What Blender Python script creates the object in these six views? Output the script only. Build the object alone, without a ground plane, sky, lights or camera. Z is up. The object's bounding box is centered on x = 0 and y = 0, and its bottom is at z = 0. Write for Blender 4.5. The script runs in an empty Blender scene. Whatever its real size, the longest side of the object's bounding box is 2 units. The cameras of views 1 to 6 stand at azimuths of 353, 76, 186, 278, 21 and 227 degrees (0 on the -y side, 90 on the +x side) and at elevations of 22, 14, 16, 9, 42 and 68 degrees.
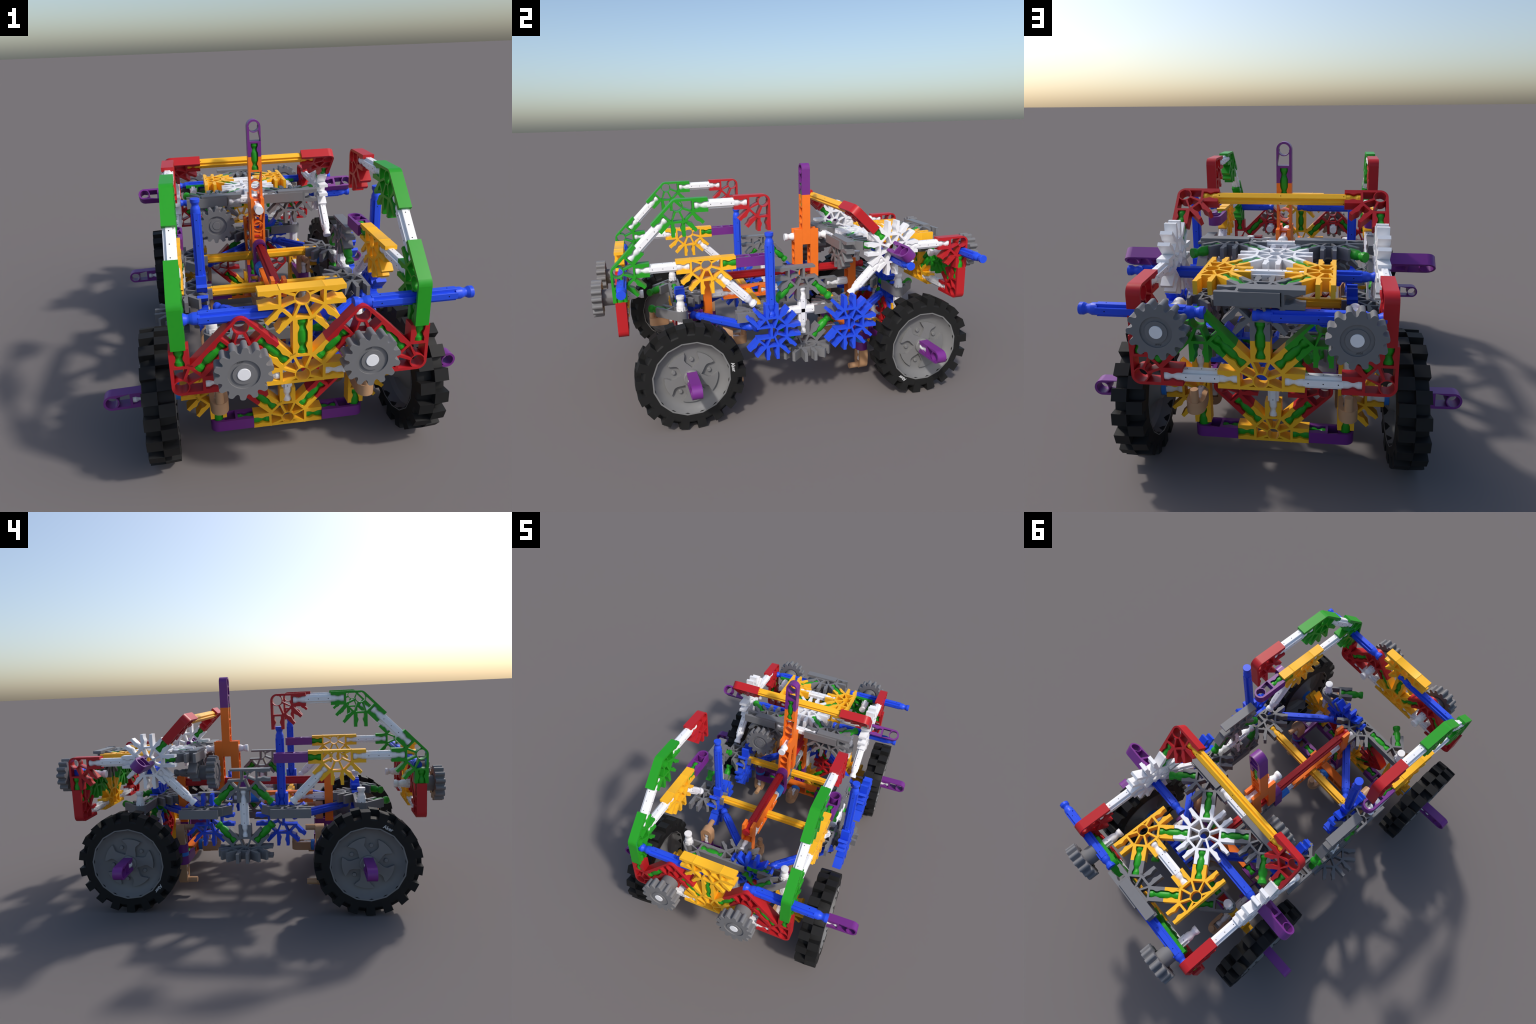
"""Construction-toy buggy: a car frame snapped together from plastic rods and
slotted connectors.  Every connector is a flat plate of arms round a hub; every
rod has a knobbed end.  All centres lie on the toy's own grid: G is the spacing
of two connectors joined by a green rod, each longer rod is a factor sqrt(2) up."""
import bpy, math
from math import sin, cos, pi, radians, tan, sqrt
from mathutils import Vector, Matrix
from mathutils.geometry import delaunay_2d_cdt

COL = bpy.context.scene.collection

# ------------------------------------------------------------------ sizes
G = 0.277                    # green spacing
W = G * sqrt(2)              # white spacing
B = 2 * G                    # blue
Y = 2 * W                    # yellow
R = 4 * G                    # red
D = W / 2                    # diagonal step of a green rod
CUP = 0.0757                 # hub centre to the bottom of an arm's cup
TIP = G / 2                  # hub centre to the tip of an arm
T = 0.0458                   # plate thickness
HW = 0.0315                  # half width of an arm
RO, RI = 0.0268, 0.0232      # hub ring
CLIP = 0.0955                # where a rod lies when snapped sideways in an arm
RR = 0.0205                  # rod radius
ZC = 0.4715                  # chassis plane
AX = 1.5 * W                 # axle lines, +-y
ER, EF = 0.8615, 0.8736      # tailgate / grille planes, -y and +y
WB = 0.3952                  # body panels: white rods seat a little looser
AXZ = 0.2533                 # axle height
BLUE_SHIFT = Vector((0.0935, 0.0125, -0.055))   # all blue pieces sit off the grid

# ------------------------------------------------------------------ materials
def srgb(r, g, b):
    f = lambda c: (c / 12.92 if c <= 0.04045 else ((c + 0.055) / 1.055) ** 2.4)
    return (f(r / 255), f(g / 255), f(b / 255), 1.0)

def plastic(name, rgb, rough=0.40, grain=0.015, spec=0.28):
    m = bpy.data.materials.new(name)
    m.use_nodes = True
    nt = m.node_tree
    b = nt.nodes["Principled BSDF"]
    b.inputs["Roughness"].default_value = rough
    b.inputs["Specular IOR Level"].default_value = spec
    tc = nt.nodes.new("ShaderNodeTexCoord")
    no = nt.nodes.new("ShaderNodeTexNoise")
    no.inputs["Scale"].default_value = 60.0
    no.inputs["Detail"].default_value = 3.0
    nt.links.new(tc.outputs["Object"], no.inputs["Vector"])
    ramp = nt.nodes.new("ShaderNodeValToRGB")
    c = srgb(*rgb)
    ramp.color_ramp.elements[0].position = 0.3
    ramp.color_ramp.elements[1].position = 0.7
    ramp.color_ramp.elements[0].color = tuple(x * (1 - grain) for x in c[:3]) + (1,)
    ramp.color_ramp.elements[1].color = tuple(min(1, x * (1 + grain)) for x in c[:3]) + (1,)
    nt.links.new(no.outputs["Fac"], ramp.inputs["Fac"])
    nt.links.new(ramp.outputs["Color"], b.inputs["Base Color"])
    return m

MAT = {
    "red": plastic("red_plastic", (182, 34, 40)),
    "green": plastic("green_plastic", (40, 152, 36)),
    "yellow": plastic("yellow_plastic", (250, 186, 42)),
    "orange": plastic("orange_plastic", (246, 122, 40)),
    "blue": plastic("blue_plastic", (40, 80, 222)),
    "azure": plastic("azure_plastic", (52, 126, 214)),
    "purple": plastic("purple_plastic", (114, 42, 130), spec=0.5),
    "gray": plastic("gray_plastic", (118, 118, 120)),
    "white": plastic("white_plastic", (238, 238, 240)),
    "tan": plastic("tan_plastic", (188, 147, 111)),
    "rubber": plastic("black_rubber", (31, 31, 31), rough=0.6, spec=0.2),
    "rim": plastic("rim_plastic", (118, 118, 118), rough=0.5),
    "gear": plastic("gear_plastic", (116, 116, 118), rough=0.5),
    "mark": plastic("dark_mark", (14, 14, 16), rough=0.8, spec=0.1),
    "print": plastic("white_print", (196, 196, 196), rough=0.7),
}

RGB = {"red": (182, 34, 40), "green": (40, 152, 36), "yellow": (250, 186, 42), "orange": (246, 122, 40), "blue": (40, 80, 222),
       "gray": (118, 118, 120), "white": (238, 238, 240), "purple": (114, 42, 130), "gear": (116, 116, 118)}
_dark = {}
def DARK(mat):
    """Darker shade of a plastic, for the moulded word."""
    key = next(k for k, v in MAT.items() if v == mat)
    if key not in _dark:
        _dark[key] = plastic(key + "_moulded_word", tuple(c * .72 for c in RGB.get(key, (90, 90, 90))))
    return _dark[key]

# ------------------------------------------------------------------ flat plates
def rect(cx, cy, ang, s0, s1, t0, t1):
    ca, sa = cos(ang), sin(ang)
    return [(cx + s * ca - t * sa, cy + s * sa + t * ca)
            for s, t in ((s0, t0), (s1, t0), (s1, t1), (s0, t1))]

def ring_pieces(r0, r1, a0, a1, n):
    out = []
    for i in range(n):
        p, q = a0 + (a1 - a0) * i / n, a0 + (a1 - a0) * (i + 1) / n
        out.append([(r0 * cos(p), r0 * sin(p)), (r1 * cos(p), r1 * sin(p)),
                    (r1 * cos(q), r1 * sin(q)), (r0 * cos(q), r0 * sin(q))])
    return out

def union_region(polys):
    """2-D union of simple polygons -> (points, triangles)."""
    verts, faces = [], []
    for p in polys:
        a = sum(p[i][0] * p[(i + 1) % len(p)][1] - p[(i + 1) % len(p)][0] * p[i][1] for i in range(len(p)))
        if abs(a) < 1e-10:
            continue
        q = p if a > 0 else p[::-1]
        k = len(verts)
        verts += [Vector(v) for v in q]
        faces.append(list(range(k, k + len(q))))
    v, e, f, ov, oe, of = delaunay_2d_cdt(verts, [], faces, 0, 1e-6)
    tris = [t for t, o in zip(f, of) if o]
    return [tuple(x) for x in v], tris

class Builder:
    """Collects closed shells; finishes them as one mesh."""
    def __init__(self):
        self.v, self.f, self.m, self.s = [], [], [], []
    def add(self, verts, faces, mat=0, smooth=True):
        k = len(self.v)
        self.v += [tuple(x) for x in verts]
        self.f += [tuple(i + k for i in f) for f in faces]
        self.m += [mat] * len(faces)
        self.s += [smooth] * len(faces)
    def plate(self, polys, z0, z1, mat=0, M=None):
        pts, tris = union_region(polys)
        used = sorted({i for t in tris for i in t})
        idx = {i: n for n, i in enumerate(used)}
        n = len(used)
        V = [Vector((*pts[i], z1)) for i in used] + [Vector((*pts[i], z0)) for i in used]
        F, edges = [], {}
        for t in tris:
            a, b, c = (idx[i] for i in t)
            F += [(a, b, c), (c + n, b + n, a + n)]
            for p, q in ((a, b), (b, c), (c, a)):
                edges[(p, q)] = 1
        for (p, q) in edges:
            if (q, p) not in edges:
                F.append((q, p, p + n, q + n))
        if M:
            V = [M @ x for x in V]
        self.add(V, F, mat)
    def lathe(self, prof, n=20, M=None, mat=0, closed=False):
        """prof: list of (axial, radius), revolved about local z."""
        V, F, rows = [], [], []
        for z, r in prof:
            if r < 1e-6:
                rows.append([len(V)]); V.append(Vector((0, 0, z)))
            else:
                rows.append(list(range(len(V), len(V) + n)))
                V += [Vector((r * cos(2 * pi * i / n), r * sin(2 * pi * i / n), z)) for i in range(n)]
        pairs = list(zip(rows, rows[1:])) + ([(rows[-1], rows[0])] if closed else [])
        for a, b in pairs:
            for i in range(n):
                j = (i + 1) % n
                if len(a) == 1 and len(b) == 1: continue
                if len(a) == 1: F.append((a[0], b[i], b[j]))
                elif len(b) == 1: F.append((a[i], b[0], a[j]))
                else: F.append((a[i], b[i], b[j], a[j]))
        F = [f[::-1] for f in F]
        if M:
            V = [M @ x for x in V]
        self.add(V, F, mat)
    def mesh(self, name, mats, angle=32):
        me = bpy.data.meshes.new(name)
        me.from_pydata(self.v, [], self.f)
        for mt in mats:
            me.materials.append(mt)
        me.polygons.foreach_set("material_index", self.m)
        me.polygons.foreach_set("use_smooth", [True] * len(self.f))
        me.update()
        import bmesh
        bm = bmesh.new(); bm.from_mesh(me)
        bmesh.ops.dissolve_limit(bm, angle_limit=radians(0.5), verts=bm.verts, edges=bm.edges, delimit={'MATERIAL'})
        bmesh.ops.recalc_face_normals(bm, faces=bm.faces)
        bm.to_mesh(me); bm.free()
        me.set_sharp_from_angle(angle=radians(angle))
        return me

def text_mesh(body, size, depth):
    cu = bpy.data.curves.new("lettering", 'FONT')
    cu.body, cu.size, cu.extrude = body, size, depth
    cu.offset = size * .018
    cu.align_x, cu.align_y, cu.resolution_u = 'CENTER', 'CENTER', 3
    o = bpy.data.objects.new("lettering", cu)
    COL.objects.link(o)
    dg = bpy.context.evaluated_depsgraph_get()
    me = bpy.data.meshes.new_from_object(o.evaluated_get(dg))
    bpy.data.objects.remove(o)
    bpy.data.curves.remove(cu)
    return me

SMALL = text_mesh("Aker", .0105, .0004)
SMALLV, SMALLF = [v.co.copy() for v in SMALL.vertices], [tuple(p.vertices) for p in SMALL.polygons]
def engrave(bd, radius, ang, z, mat=1):
    """The small moulded word on a plate, reading along the rim."""
    M = Matrix.Rotation(radians(ang) - pi / 2, 4, 'Z') @ Matrix.Translation((0, radius, z))
    bd.add([M @ v for v in SMALLV], SMALLF, mat)

# one prong of an arm: straight outside, wavy inside so that it grips the knob
def prong(ang, side, outer=HW, s_out0=0.066):
    gap = [(CUP - 0.002, .0150), (CUP + .002, .0163), (.088, .0163), (.095, .0138), (.101, .0112), (.107, .0110),
           (.113, .0130), (.120, .0158), (.126, .0166), (TIP, .0166)]
    pts = [(s, side * h) for s, h in gap] + [(TIP, side * outer), (s_out0, side * outer)]
    ca, sa = cos(ang), sin(ang)
    return [(s * ca - t * sa, s * sa + t * ca) for s, t in pts]

def arm_pieces(a):
    node = CUP * tan(radians(22.5))
    return [rect(0, 0, a, 0.0665, CUP, -HW + .0004, HW - .0004), prong(a, 1), prong(a, -1)]

def spoke(a, r0=(RO + RI) / 2, r1=0.078, h=0.0043):
    return rect(0, 0, a, r0, r1, -h, h)

def connector_mesh(name, arms, mat, ring=True):
    """Plain connector with arms at the given angles (degrees)."""
    P = []
    A = [radians(a) for a in arms]
    P += ring_pieces(RI, RO, 0, 2 * pi, 28)
    for a in A:
        P += arm_pieces(a)
    full = len(arms) == 8
    straight = arms == [0, 180]
    h45 = radians(22.5)
    if not straight:
        sp = set()
        for i, a in enumerate(arms):
            for d in (-22.5, 22.5):
                first, last = (i == 0 and d < 0), (i == len(arms) - 1 and d > 0)
                if not full and (first or last) and len(arms) != 5:
                    continue
                sp.add(round((a + d) % 360, 2))
        P += [spoke(radians(x)) for x in sp]
    if straight:
        for s in (-1, 1):
            P.append(rect(0, 0, 0, -TIP + .0004, TIP - .0004, s * .0215, s * (HW + .0003)))
    elif not full:
        # outer bars along the first and last arm, and the rounded back of the hub
        P.append(rect(0, 0, A[0], 0, TIP - .0004, -HW - .0003, -.0215))
        P.append(rect(0, 0, A[-1], 0, TIP - .0004, .0215, HW + .0003))
        a0, a1 = A[-1] + pi / 2, A[0] - pi / 2 + 2 * pi
        if a1 - a0 > .01:
            P += ring_pieces(RI, HW + .0003, a0 - .02, a1 + .02, max(3, int((a1 - a0) / radians(12))))
    bd = Builder()
    bd.plate(P, -T / 2, T / 2)
    if len(arms) > 2:
        engrave(bd, .084, {8: 67.5, 5: 112.5, 4: 67.5, 3: 67.5}[len(arms)], T / 2)
    return bd.mesh(name, [mat, DARK(mat)])

def slotted_mesh(name, kind, mat):
    """Connectors with a slot along +X that push into each other at right angles."""
    P = []
    if kind == 4:                                # slot 0, arms 45..180, flat bar below
        arms, sp = [45, 90, 135, 180], [67.5, 112.5, 157.5]
        P.append(rect(0, 0, 0, -TIP + .0004, 0.0635, -HW - .0003, -.0215))
        P.append(rect(0, 0, 0, -.0045, .0757, .0225, HW))
        P.append(rect(0, 0, 0, -.001, .0105, -HW + .0006, HW - .0006))
        P += ring_pieces(RI, RO, pi / 2, 3 * pi / 2, 14)
        P.append(spoke(radians(202.5), r1=.07))
    else:                                        # slot 0, seven arms
        arms = [45, 90, 135, 180, 225, 270, 315]
        sp = [67.5, 112.5, 157.5, 202.5, 247.5, 292.5]
        for s in (-1, 1):
            P.append(rect(0, 0, 0, -.0045, .0757, s * .0225, s * HW))
        P.append(rect(0, 0, 0, -.001, .0105, -HW + .0006, HW - .0006))
        P += ring_pieces(RI, RO, pi / 2, 3 * pi / 2, 14)
    for a in arms:
        P += arm_pieces(radians(a))
    P += [spoke(radians(a)) for a in sp]
    bd = Builder()
    bd.plate(P, -T / 2, T / 2)
    engrave(bd, .084, 112.5, T / 2)
    return bd.mesh(name, [mat, DARK(mat)])

# ------------------------------------------------------------------ rods
def rod_mesh(name, spacing, mat):
    L = spacing - 2 * CUP
    h = L / 2
    bd = Builder()
    end = [(0, 0), (0, .0196), (.0007, .0203), (.0128, .0203), (.0240, .0151), (.0290, .0151), (.0405, .0200), (.0425, RR)]
    prof = [(-h + z, r) for z, r in end]
    if spacing <= G * 1.01:
        prof += [(h - z, r) for z, r in end[::-1]]
        bd.lathe(prof, 24)
    else:
        body = [(-h + .0435, RR), (-h + .063, RR), (-h + .0635, RR - .0006), (-h + .0636, 0)]
        bd.lathe(prof + body, 24)
        bd.lathe([(-z, r) for z, r in (prof + body)], 24)
        # plus-shaped shaft: four flanges with grooves between
        fl, ro, ri = .0108, RR + .0006, .0108
        sec = []
        for q in range(4):
            c = q * pi / 2
            for t in (-fl, -fl + .0012, fl - .0012, fl):
                r = ro if abs(t) < fl - .0005 else ro - .0009
                sec.append((r * cos(c) - t * sin(c), r * sin(c) + t * cos(c)))
            a = c + pi / 4
            sec.append((ri * sqrt(2) * cos(a), ri * sqrt(2) * sin(a)))
        n = len(sec)
        z0, z1 = -h + .058, h - .058
        bd.add([(x, y, z0) for x, y in sec] + [(x, y, z1) for x, y in sec],
               [(i, (i + 1) % n, (i + 1) % n + n, i + n) for i in range(n)] + [tuple(range(n))[::-1], tuple(range(n, 2 * n))])
        # pin-prick marks along the flanges
        step = {W: .047, B: .113, Y: .25, R: .40}.get(spacing, .047)
        for q in range(4):
            a = q * pi / 2
            for zz in (-step, 0, step):
                M = Matrix.Translation((0, 0, zz)) @ Matrix.Rotation(a, 4, 'Z') @ Matrix.Rotation(pi / 2, 4, 'Y')
                bd.lathe([(RR - .003, 0), (RR - .003, .0021), (RR + .0009, .0021), (RR + .0009, 0)], 8, M, 1)
    return bd.mesh(name, [mat, MAT["mark"]], angle=19)

# ------------------------------------------------------------------ small parts
def gear_mesh():
    bd = Builder()
    nt, r0, r1 = 14, .0722, .0906
    out = []
    for i in range(nt):
        c = 2 * pi * i / nt
        p = 2 * pi / nt
        for fr, r in ((-.5, r0 - .001), (-.40, r0 + .0005), (-.31, r0 + .0045), (-.25, r1 - .006), (-.20, r1 - .0025), (-.11, r1 - .0004), (0, r1),
                      (.11, r1 - .0004), (.20, r1 - .0025), (.25, r1 - .006), (.31, r0 + .0045), (.40, r0 + .0005)):
            out.append((r * cos(c + fr * p), r * sin(c + fr * p)))
    # local +z = front face (z = 0); body behind it
    P = []
    n = len(out)
    for i in range(n):
        a, b = out[i], out[(i + 1) % n]
        ta, tb = math.atan2(a[1], a[0]), math.atan2(b[1], b[0])
        P.append([(.049 * cos(ta), .049 * sin(ta)), a, b, (.049 * cos(tb), .049 * sin(tb))])
    bd.plate(P, -.046, 0)
    bd.plate(ring_pieces(.034, .0495, 0, 2 * pi, 24), -.041, -.005)
    bd.plate(ring_pieces(.0212, .0345, 0, 2 * pi, 24), -.105, -.0012)
    bd.plate(ring_pieces(.030, .041, 0, 2 * pi, 24), -.1075, -.03)
    engrave(bd, .0415, 95, -.005)
    return bd.mesh("gear", [MAT["gear"], DARK(MAT["gear"])], angle=38)

def spacer_mesh(name, length, r=.0322):
    bd = Builder()
    bd.lathe([(-length / 2, RR + .0004), (-length / 2, r - .0015), (-length / 2 + .0015, r), (length / 2 - .0015, r),
              (length / 2, r - .0015), (length / 2, RR + .0004)], 26, closed=True)
    return bd.mesh(name, [MAT["azure"]])

def clip_mesh():
    """Tan end clip: fork along -X grips a rod end, pin stands along +Z at the closed end.
    x = 0 is the open mouth of the fork."""
    bd = Builder()
    L, w, hw = .108, .0335, .0172
    pts = [(0, w * .93), (.03, w), (L - .035, w)]
    for k in range(1, 8):
        a = pi / 2 - pi * k / 8
        pts.append((L - .035 + .035 * cos(a), w * sin(a)))
    pts += [(L - .035, -w), (.03, -w), (0, -w * .93)]
    pts += [(0, -hw)]
    for x, h in ((.012, hw), (.022, .0138), (.030, .0130), (.038, .0150), (.046, hw), (.070, hw)):
        pts.append((x, -h))
    for x, h in ((.070, hw), (.046, hw), (.038, .0150), (.030, .0130), (.022, .0138), (.012, hw), (0, hw)):
        pts.append((x, h))
    bd.plate([pts], -T / 2, T / 2)
    M = Matrix.Translation((L - .0170, 0, 0))
    bd.lathe([(T / 2 - .01, 0), (T / 2 - .01, .0158), (T / 2 + .047, .0154), (T / 2 + .050, .0145), (T / 2 + .050, 0)], 18, M)
    return bd.mesh("end_clip", [MAT["tan"]], angle=40)

TW, TRAD, RIM = .1100, AXZ, .178        # tyre width, radius, rim radius
def tyre_mesh():
    bd = Builder()
    e = TW / 2
    bd.lathe([(-e + .004, RIM - .007), (-e + .0006, RIM - .006), (-e + .0006, .2115), (-e + .004, .2185), (-.03, .2245), (0, .226), (.03, .2245), (e - .004, .2185),
              (e - .0006, .2115), (e - .0006, RIM - .006), (e - .004, RIM - .007), (e - .012, RIM - .008), (-e + .012, RIM - .008)], 72, closed=True)
    n = 18
    for row in (0, 1):
        z0, z1 = ((-e, -.0003), (.0003, e))[row]
        for i in range(n):
            c = 2 * pi * (i + row * .5) / n
            b = pi / n * .50
            V = []
            for z in (z0, z1):
                edge = abs(z) > .01
                rr = [.196 if edge else .215, TRAD - (.002 if edge else 0)]
                for r in rr:
                    bb = b * (1.0 if r > .23 else 1.06)
                    rc = r / cos(b) if r > .23 else r
                    V += [(rc * cos(c - bb), rc * sin(c - bb), z), (rc * cos(c + bb), rc * sin(c + bb), z)]
            # order: z0: in-, in+, out-, out+ ; z1 likewise
            F = [(0, 1, 3, 2), (4, 6, 7, 5), (2, 3, 7, 6), (0, 2, 6, 4), (1, 5, 7, 3), (0, 4, 5, 1)]
            bd.add(V, F)
    return bd.mesh("tyre", [MAT["rubber"]], angle=25)

def rim_mesh():
    """Dished rim with five fin-shaped spokes between teardrop pockets; +z is the outer side."""
    bd = Builder()
    e = TW / 2
    n = 16
    bd.lathe([(e + .0002, .1745), (e + .0010, RIM), (e + .0008, RIM + .0030), (e - .003, RIM + .002), (-e + .003, RIM + .002), (-e - .0008, RIM + .002), (-e + .002, RIM - .004),
              (-.015, .166), (.000, .148), (.003, .105), (-.028, .058), (-.036, .053), (-e + .002, .047), (-e - .001, .044), (-e - .001, .0206),
              (e - .006, .0206), (e - .006, .034), (e - .010, .039), (e - .034, .041),
              (e - .036, .05), (e - .035, .108), (e - .0335, .122), (e - .032, .134), (e - .028, .147), (e - .019, .160), (e - .007, .170)], n, closed=True)
    # spoke plate: disc with five teardrop pockets
    edge = [(.046, 0), (.056, 9), (.068, 17), (.080, 21.5), (.092, 22), (.102, 19), (.112, 15.5), (.1235, 14)]
    P = ring_pieces(.030, .047, 0, 2 * pi, 40)
    for k in range(5):
        c0, c1 = 72 * k, 72 * (k + 1)
        right = [(r, c0 + a * 1.0 + (r - .046) * 60) for r, a in edge]
        left = [(r, c1 - a * 1.0 + (r - .046) * 60) for r, a in edge]
        for (ra, aa), (rb, ab), (rc, ac), (rd, ad) in zip(right, right[1:], left, left[1:]):
            m = 6
            for i in range(m):
                f0, f1 = i / m, (i + 1) / m
                q = []
                for r, lo, hi, f in ((ra, aa, ac, f0), (rb, ab, ad, f0), (rb, ab, ad, f1), (ra, aa, ac, f1)):
                    an = radians(lo + (hi - lo) * f)
                    q.append((r * cos(an), r * sin(an)))
                P.append(q)
    bd.plate(P, e - .045, e - .0195)
    for k in range(5):
        a = radians(72 * k + 2.5)
        M = Matrix.Translation((.086 * cos(a), .086 * sin(a), 0))
        bd.lathe([(e - .04, 0), (e - .04, .0105), (e - .0265, .0100), (e - .025, .0085), (e - .025, 0)], 8, M)
    return bd.mesh("rim", [MAT["rim"]], angle=30)

# ------------------------------------------------------------------ assembling
ROOT = bpy.data.objects.new("toy_buggy", None)
ROOT.empty_display_size = 0.2
COL.objects.link(ROOT)
ROOT["label"] = "open-frame toy buggy built from coloured snap-together rods and connectors"
ROOT["category"] = "toy car"

def frame(origin, ux, uy):
    x = Vector(ux).normalized()
    z = x.cross(Vector(uy)).normalized()
    y = z.cross(x)
    M = Matrix((x, y, z)).transposed().to_4x4()
    M.translation = Vector(origin)
    return M

def put(name, mesh, M, parent=ROOT):
    o = bpy.data.objects.new(name, mesh)
    COL.objects.link(o)
    o.parent = parent
    o.matrix_local = (XF @ M) if parent is ROOT else M
    return o

XF = Matrix.Identity(4)          # extra transform while a swivelled sub-assembly is built
STEER = .043                     # all four carriers are turned a little on their pegs
def turn_about(p, ang, axis='Z'):
    p = Vector(p)
    return Matrix.Translation(p) @ Matrix.Rotation(ang, 4, axis) @ Matrix.Translation(-p)

X, YV, Z = Vector((1, 0, 0)), Vector((0, 1, 0)), Vector((0, 0, 1))
ANG = {"snowflake_connector": list(range(0, 360, 45)), "half_star_connector": [0, 45, 90, 135, 180],
       "fan_connector": [0, 45, 90, 135], "corner_connector": [0, 45, 90], "elbow_connector": [0, 45],
       "end_connector": [0], "straight_connector": [0, 180]}
KCOL = {"snowflake_connector": "white", "half_star_connector": "yellow", "fan_connector": "green", "corner_connector": "red",
        "elbow_connector": "gray", "end_connector": "purple", "straight_connector": "orange"}
MESH = {k: connector_mesh(k, a, MAT[KCOL[k]]) for k, a in ANG.items()}
GRAYSTRAIGHT = connector_mesh("straight_connector", [0, 180], MAT["gray"])
MESH["slotted_connector"] = slotted_mesh("slotted_connector", 4, MAT["gray"])
MESH["slotted_star_connector"] = slotted_mesh("slotted_star_connector", 7, MAT["blue"])
RODS = {"green": (G, "green"), "white": (W, "white"), "blue": (B, "blue"), "yellow": (Y, "yellow"), "red": (R, "red"),
        "gray": (W, "gray")}
RMESH = {k: rod_mesh(k + "_rod", s, MAT[m]) for k, (s, m) in RODS.items()}
GEAR, CLIPM, TYRE, RIMM = gear_mesh(), clip_mesh(), tyre_mesh(), rim_mesh()
RING, SLEEVE = spacer_mesh("spacer_ring", .0225), spacer_mesh("spacer_sleeve", .055)

def con(kind, at, ux, uy):
    at = Vector(at)
    if kind == "slotted_star_connector":
        at = at + BLUE_SHIFT
    return put(kind, MESH[kind], frame(at, ux, uy))

def rod(colour, mid, axis, up=None):
    """Rod centred at mid along axis; up turns one flange."""
    mid, a = Vector(mid), Vector(axis).normalized()
    if colour == "blue":
        mid = mid + BLUE_SHIFT
    up = Vector(up) if up else (X if abs(a.x) < .9 else Z)
    x = (up - a * up.dot(a)).normalized()
    return put(colour + "_rod", RMESH[colour], frame(mid, x, a.cross(x)))

def link(colour, p, q, up=None):
    p, q = Vector(p), Vector(q)
    return rod(colour, (p + q) / 2, q - p, up)

def stub(colour, p, d, up=None):
    """Rod gripped at hub p along d, other end free."""
    s = RODS[colour][0]
    return rod(colour, Vector(p) + Vector(d).normalized() * (s / 2), d, up)

def clip(mouth, along, pin):
    return put("end_clip", CLIPM, frame(mouth, along, Vector(pin).cross(Vector(along))))

def gear(front, out, phase=0):
    o = Vector(out)
    M = frame(front, X, o.cross(X)) @ Matrix.Rotation(radians(phase), 4, 'Z')
    return put("gear", GEAR, M)

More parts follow.
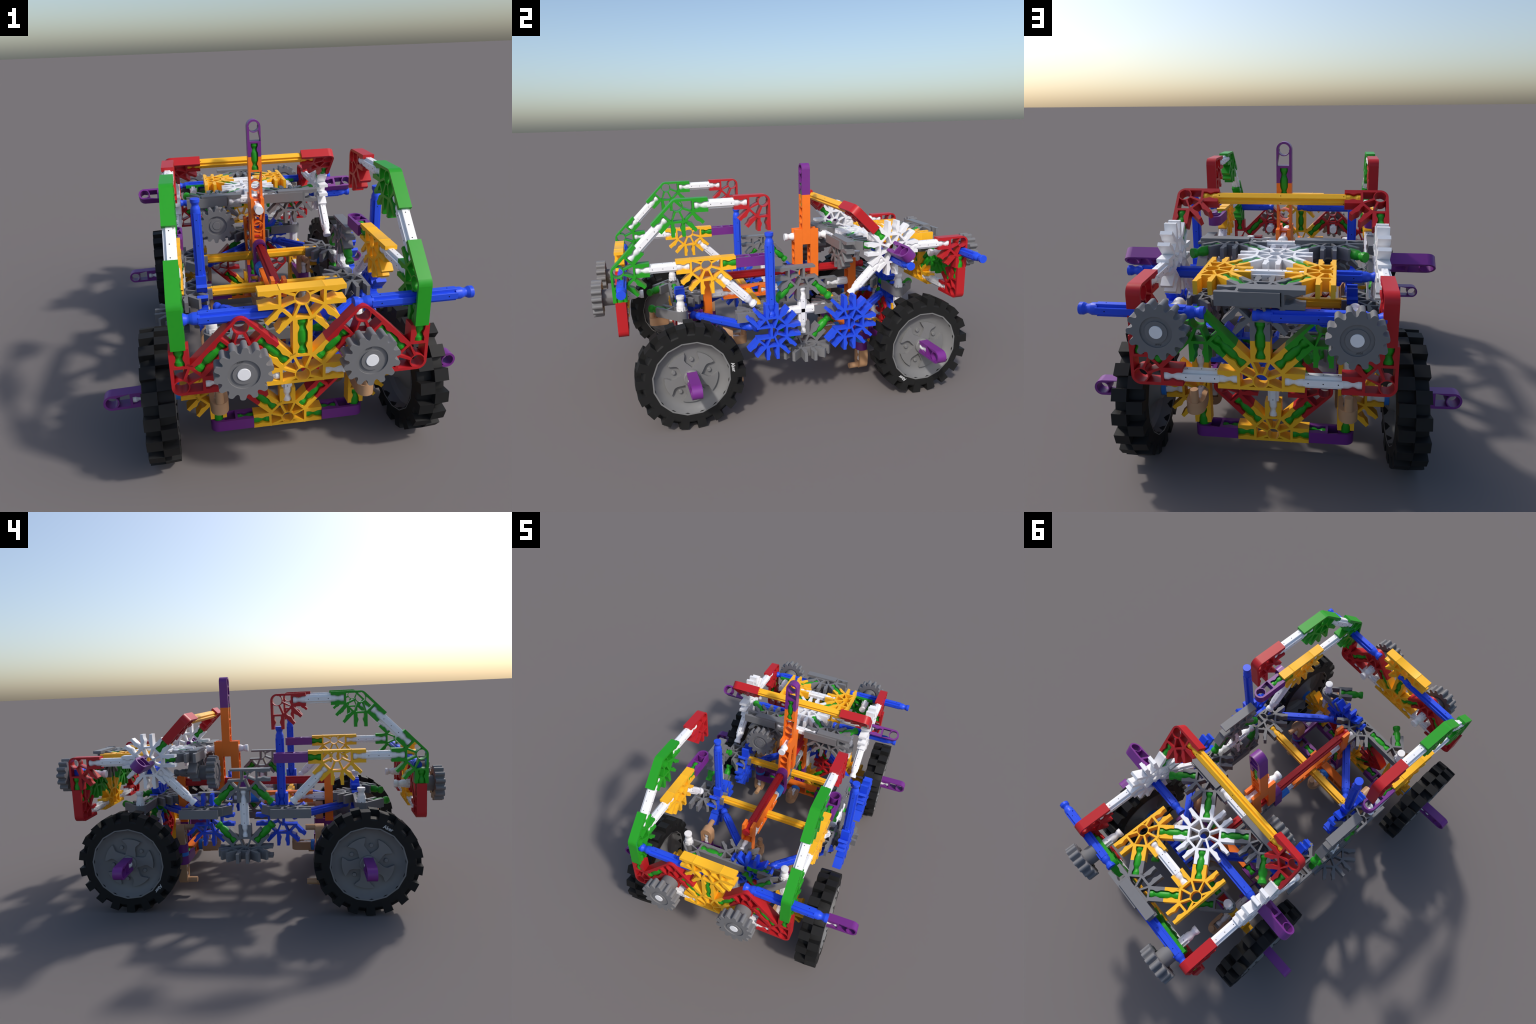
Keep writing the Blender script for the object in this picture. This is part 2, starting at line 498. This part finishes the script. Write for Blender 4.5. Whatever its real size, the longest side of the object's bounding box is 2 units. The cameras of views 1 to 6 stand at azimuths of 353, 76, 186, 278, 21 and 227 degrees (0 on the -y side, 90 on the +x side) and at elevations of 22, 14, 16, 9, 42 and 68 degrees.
Q = 1 / sqrt(2)
for s in (1, -1):                       # right (+x) and left (-x) side panels
    x = s * W
    mid, top = ZC + G, ZC + 2 * G
    # rear frame: roof corner, two bends, window star, all in the y-z plane
    wd = WB / sqrt(2)
    roof, bend, low, star = (x, -ER + wd + WB, mid + wd), (x, -ER + wd, mid + wd), (x, -ER, mid), (x, -ER + WB, mid)
    con("corner_connector", roof, -YV, -Z)
    con("fan_connector", bend, -YV - Z, -Z + YV)
    con("fan_connector", low, -Z, YV)
    con("half_star_connector", star, -YV, -Z)
    link("white", roof, bend); link("white", bend, low); link("white", low, star)
    peg = (x, -ER + WB + G, mid)
    con("end_connector", peg, -YV, X)
    link("green", star, peg)
    stub("white", star, YV - Z)
    # tailgate corner
    tc = (x, -ER, ZC)
    con("corner_connector", tc, (Z if s > 0 else -X * s), (-X * s if s > 0 else Z))
    link("green", low, tc)
    # front: fender star, hood corner, grille corner, windscreen corner
    fs, hc, gc = (x, EF - WB, mid), (x, EF, mid), (x, EF, ZC)
    con("snowflake_connector", fs, YV, Z)
    con("corner_connector", hc, -YV, -Z)
    con("corner_connector", gc, (Z if s > 0 else -X * s), (-X * s if s > 0 else Z))
    link("white", fs, hc); link("green", hc, gc)
    stub("white", fs, -YV - Z)
    ws = Vector(fs) + Vector((0, -D, D))
    con("corner_connector", ws, YV - Z, -X * s)
    link("green", fs, ws)
    con("end_connector", (s * (G + B / 2), EF - WB, mid), -X * s, -YV - Z)
    for yy, zz in ((-ER, mid), (EF, mid), (EF - WB, mid)):
        rod("blue", (s * G + .004, yy, zz), X)
    # tailgate and grille braces
    r1 = (s * D, -ER, ZC + D)
    con("corner_connector", r1, (-X - Z), (X - Z))
    link("green", r1, tc); link("green", r1, (0, -ER, ZC)); link("white", tc, (0, -ER, ZC), YV)
    f1 = (s * D, EF, ZC + D)
    con("fan_connector", f1, -X * s - Z, X * s - Z)
    link("green", f1, gc); link("green", f1, (0, EF, ZC)); link("white", gc, (0, EF, ZC), YV)
    # lamps
    for sx, face in ((D, -1), (D + CLIP, 1)):
        zz = ZC + D - (CLIP if face < 0 else -.0055)
        sx = s * sx - (.006 if face < 0 else 0)
        gear((sx, face * .9985, zz), YV * face, {(-1, -1): 8.4, (1, -1): 12, (1, 1): -1, (-1, 1): 4.5}[(s, face)])
        rod("white", (sx, face * (.9995 - (W - 2 * CUP) / 2), zz), YV)

    # middle of the sill: cross of white rods between two slotted pairs
    con("slotted_connector", (x, 0, ZC + D), YV, -Z)
    con("slotted_connector", (x, 0, ZC - D), YV, Z)
    con("slotted_connector", (x, 0, ZC - D), -YV, X * s)
    link("white", (x, 0, ZC - D), (x, 0, ZC + D))
    if s > 0:
        link("white", (x, -D, ZC), (x, D, ZC), Z)
    for dy in (-1, 1):
        stub("green", (x, 0, ZC + D), (0, dy, -1)); stub("green", (x, 0, ZC - D), (0, dy, 1))

    for f in (-1, 1):                   # rear, front
        hub = (x, f * D, ZC)
        slot_y = f if s < 0 else -1
        con("slotted_connector", hub, -YV * slot_y, -X * s)
        link("blue", hub, (0, f * AX, ZC))
        con("slotted_star_connector", hub, YV * slot_y, Z)
        if f < 0:
            stub("blue", hub, Z)
        # corner elbows with upright pegs
        e = (s * G, f * AX, ZC)
        a, b = -X * s, -X * s + YV * f
        con("elbow_connector", e, *((a, b) if (s * f) < 0 else (b, a - b * 0)))
        link("green", e, (0, f * AX, ZC)); stub("green", e, b)
        rod("white", (s * G, f * AX, AXZ + W / 2), Z)
        # axle carrier and wheel
        k = Vector((s * G, f * AX, AXZ))
        XF = turn_about(k, STEER)
        con("half_star_connector", k, (-Z if s > 0 else Z), X * s)
        stub("white", k, X * s)
        stub("green", k, -Z)
        con("end_connector", (s * (G + W), f * AX, AXZ), -X * s, Z)
        put("spacer_ring", RING, frame(k + X * s * (TIP + .0125), YV, Z))
        XF = Matrix.Identity(4)
        bx = (s * G, f * AX, ZC - W)
        con("end_connector", bx, -X * s, YV)
        link("green", bx, (0, f * AX, ZC - W))
        XF = turn_about(k, STEER)
        # steering arm: rod through the carrier, clip outside, pivot inside
        py = .372
        py_shift = .010 if (s > 0 and f < 0) else 0
        XF = Matrix.Translation((0, py_shift, 0)) @ XF
        pv = Vector((s * G, f * py, AXZ))
        con("end_connector", pv, YV * f, X)
        rod("white", (s * G, f * (py + W / 2), AXZ), YV)
        clip((s * G, f * .632, AXZ), YV * f, Z)
        tz = .187
        rod("white", (s * G, f * py, .2195), Z)
        put("spacer_ring", RING, frame((s * G, f * py, (AXZ + tz) / 2), X, YV))
        clip((s * G, f * py, AXZ + T / 2 + .0004), Z, -YV * f)
        clip((s * G, f * py, tz - T / 2 - .0004), -Z, -YV * f)
        XF = Matrix.Translation((f * (AX - py) * STEER, py_shift, 0))
        con("end_connector", (s * G, f * py, tz), -X * s, YV)
        link("green", (s * G, f * py, tz), (0, f * py, tz))
        XF = Matrix.Identity(4)
        # lower red braces to the bottom star
        rb = (s * D, f * AX, ZC - W + D)
        con("corner_connector", rb, -X * s - Z, -X * s + Z)
        link("green", rb, (0, f * AX, ZC - W)); link("green", rb, (0, f * AX, ZC))

# things on the centre line, rear and front
for f in (-1, 1):
    c = (0, f * AX, ZC)
    con("slotted_connector", c, X, -YV * f)
    con("slotted_star_connector", c, -X, Z)
    con("half_star_connector", (0, f * AX, ZC - W), X, Z)
    link("white", c, (0, f * AX, ZC - W)); stub("white", c, -YV * f)
    ye = EF if f > 0 else -ER
    con("half_star_connector", (0, ye, ZC), X, Z)
    link("green", (0, ye, ZC), (0, ye, ZC + G))
    # pendulum that swings the tie rod
    pe = f * .4235
    dx = f * (AX - .372) * STEER
    XF = turn_about((0, pe, ZC), -dx / G, 'Y')
    con("straight_connector", (0, pe, ZC), Z, X)
    con("end_connector", (0, pe, ZC - G), Z, X)
    link("green", (0, pe, ZC), (0, pe, ZC - G))
    XF = Matrix.Translation((dx, .010 if f < 0 else 0, 0))
    con("straight_connector", (0, f * .372, .187), X, Z)
    rod("white", (0, f * (.372 - .025), .187), YV)
    put("spacer_ring", RING, frame((0, f * (.372 - T / 2 - .012), .187), X, Z))
    clip((0, f * (.372 - T / 2 - .0245), .187), -YV * f, Z)
    XF = Matrix.Identity(4)
con("half_star_connector", (0, -ER, ZC + G), -X, -Z)
link("yellow", (-W, -D, ZC), (W, -D, ZC)); link("yellow", (-W, D, ZC), (W, D, ZC))
link("yellow", (-W, EF - WB - D, ZC + G + D), (W, EF - WB - D, ZC + G + D), (0, 1, 1))

# hood
hz = ZC + G
hw = Vector((0, EF - WB, hz))
con("snowflake_connector", hw, X, YV)
con("slotted_connector", (0, EF, hz), -X, -YV)
con("slotted_connector", (0, EF, hz), X, -Z)
for s in (1, -1):
    yl = (s * D, EF - D, hz)
    con("half_star_connector", yl, YV * s, -X * s)
    link("green", yl, hw); link("green", yl, (0, EF, hz))
    gl = Vector((s * D, EF - WB - D, hz))
    con("slotted_connector", gl, X, YV)
    con("slotted_connector", gl, -X, -Z)
    link("green", gl, hw)
    stub("green", gl, X * s + YV)
link("white", (-D, EF - D, hz), (D, EF - D, hz), Z)
link("white", (-D, EF - WB - D, hz), (D, EF - WB - D, hz), Z)
gy, gz = EF - WB - D, hz - CLIP
gear((-D, .169, gz), -YV, 8.5)
rod("gray", (-D, .1685 + (W - 2 * CUP) / 2, gz), YV)

# gear shift: long red shaft, stalk and the sliding rod under it
rz = ZC + CLIP
rod("red", (0, .02, rz), YV)
con("straight_connector", (0, -D, ZC), YV, Z)
rod("white", (0, 0, ZC), YV)
sy = .147
put("spacer_sleeve", SLEEVE, frame((0, sy - 2 * T - T / 2 - .0285, ZC), X, Z))
con("end_connector", (0, sy - 2 * T - .0004, rz), -Z, X)
for k in (-1, 1):
    con("straight_connector", (0, sy + k * (T + .0003), rz + CLIP), Z, X)
con("straight_connector", (0, sy, rz + 3 * CLIP), Z, X)
con("end_connector", (0, sy, rz + 3 * CLIP + G), -Z, X)
link("green", (0, sy, rz + 3 * CLIP), (0, sy, rz + 3 * CLIP + G))
rod("white", (0, sy, rz + 2 * CLIP), YV)
put("straight_connector", GRAYSTRAIGHT, frame((0, D, ZC), YV, Z))

# wheels
TXT = text_mesh("Aker", .0235, .0006)
TXT.materials.clear(); TXT.materials.append(MAT["print"])
WX = .489
WHEELS = {(1, -1): (12, 8), (1, 1): (32, 233), (-1, -1): (4, 62), (-1, 1): (40, -41)}
for (s, f), (spk, txt) in WHEELS.items():
    # wheel frame: local z points outwards, local x to the viewer's right seen from outside
    right = YV * s
    M = turn_about((s * G, f * AX, AXZ), STEER) @ frame((s * WX, f * AX, AXZ), right, Z)
    wh = bpy.data.objects.new("wheel", None)
    COL.objects.link(wh); wh.parent = ROOT; wh.matrix_local = M
    wh.empty_display_size = .1
    put("tyre", TYRE, Matrix.Rotation(radians(txt), 4, 'Z'), wh)
    put("rim", RIMM, Matrix.Rotation(radians(spk), 4, 'Z'), wh)
    a = radians(txt)
    Mt = Matrix.Rotation(a - pi / 2, 4, 'Z') @ Matrix.Translation((0, .1945, TW / 2 + .0004))
    put("lettering", TXT, Mt, wh)
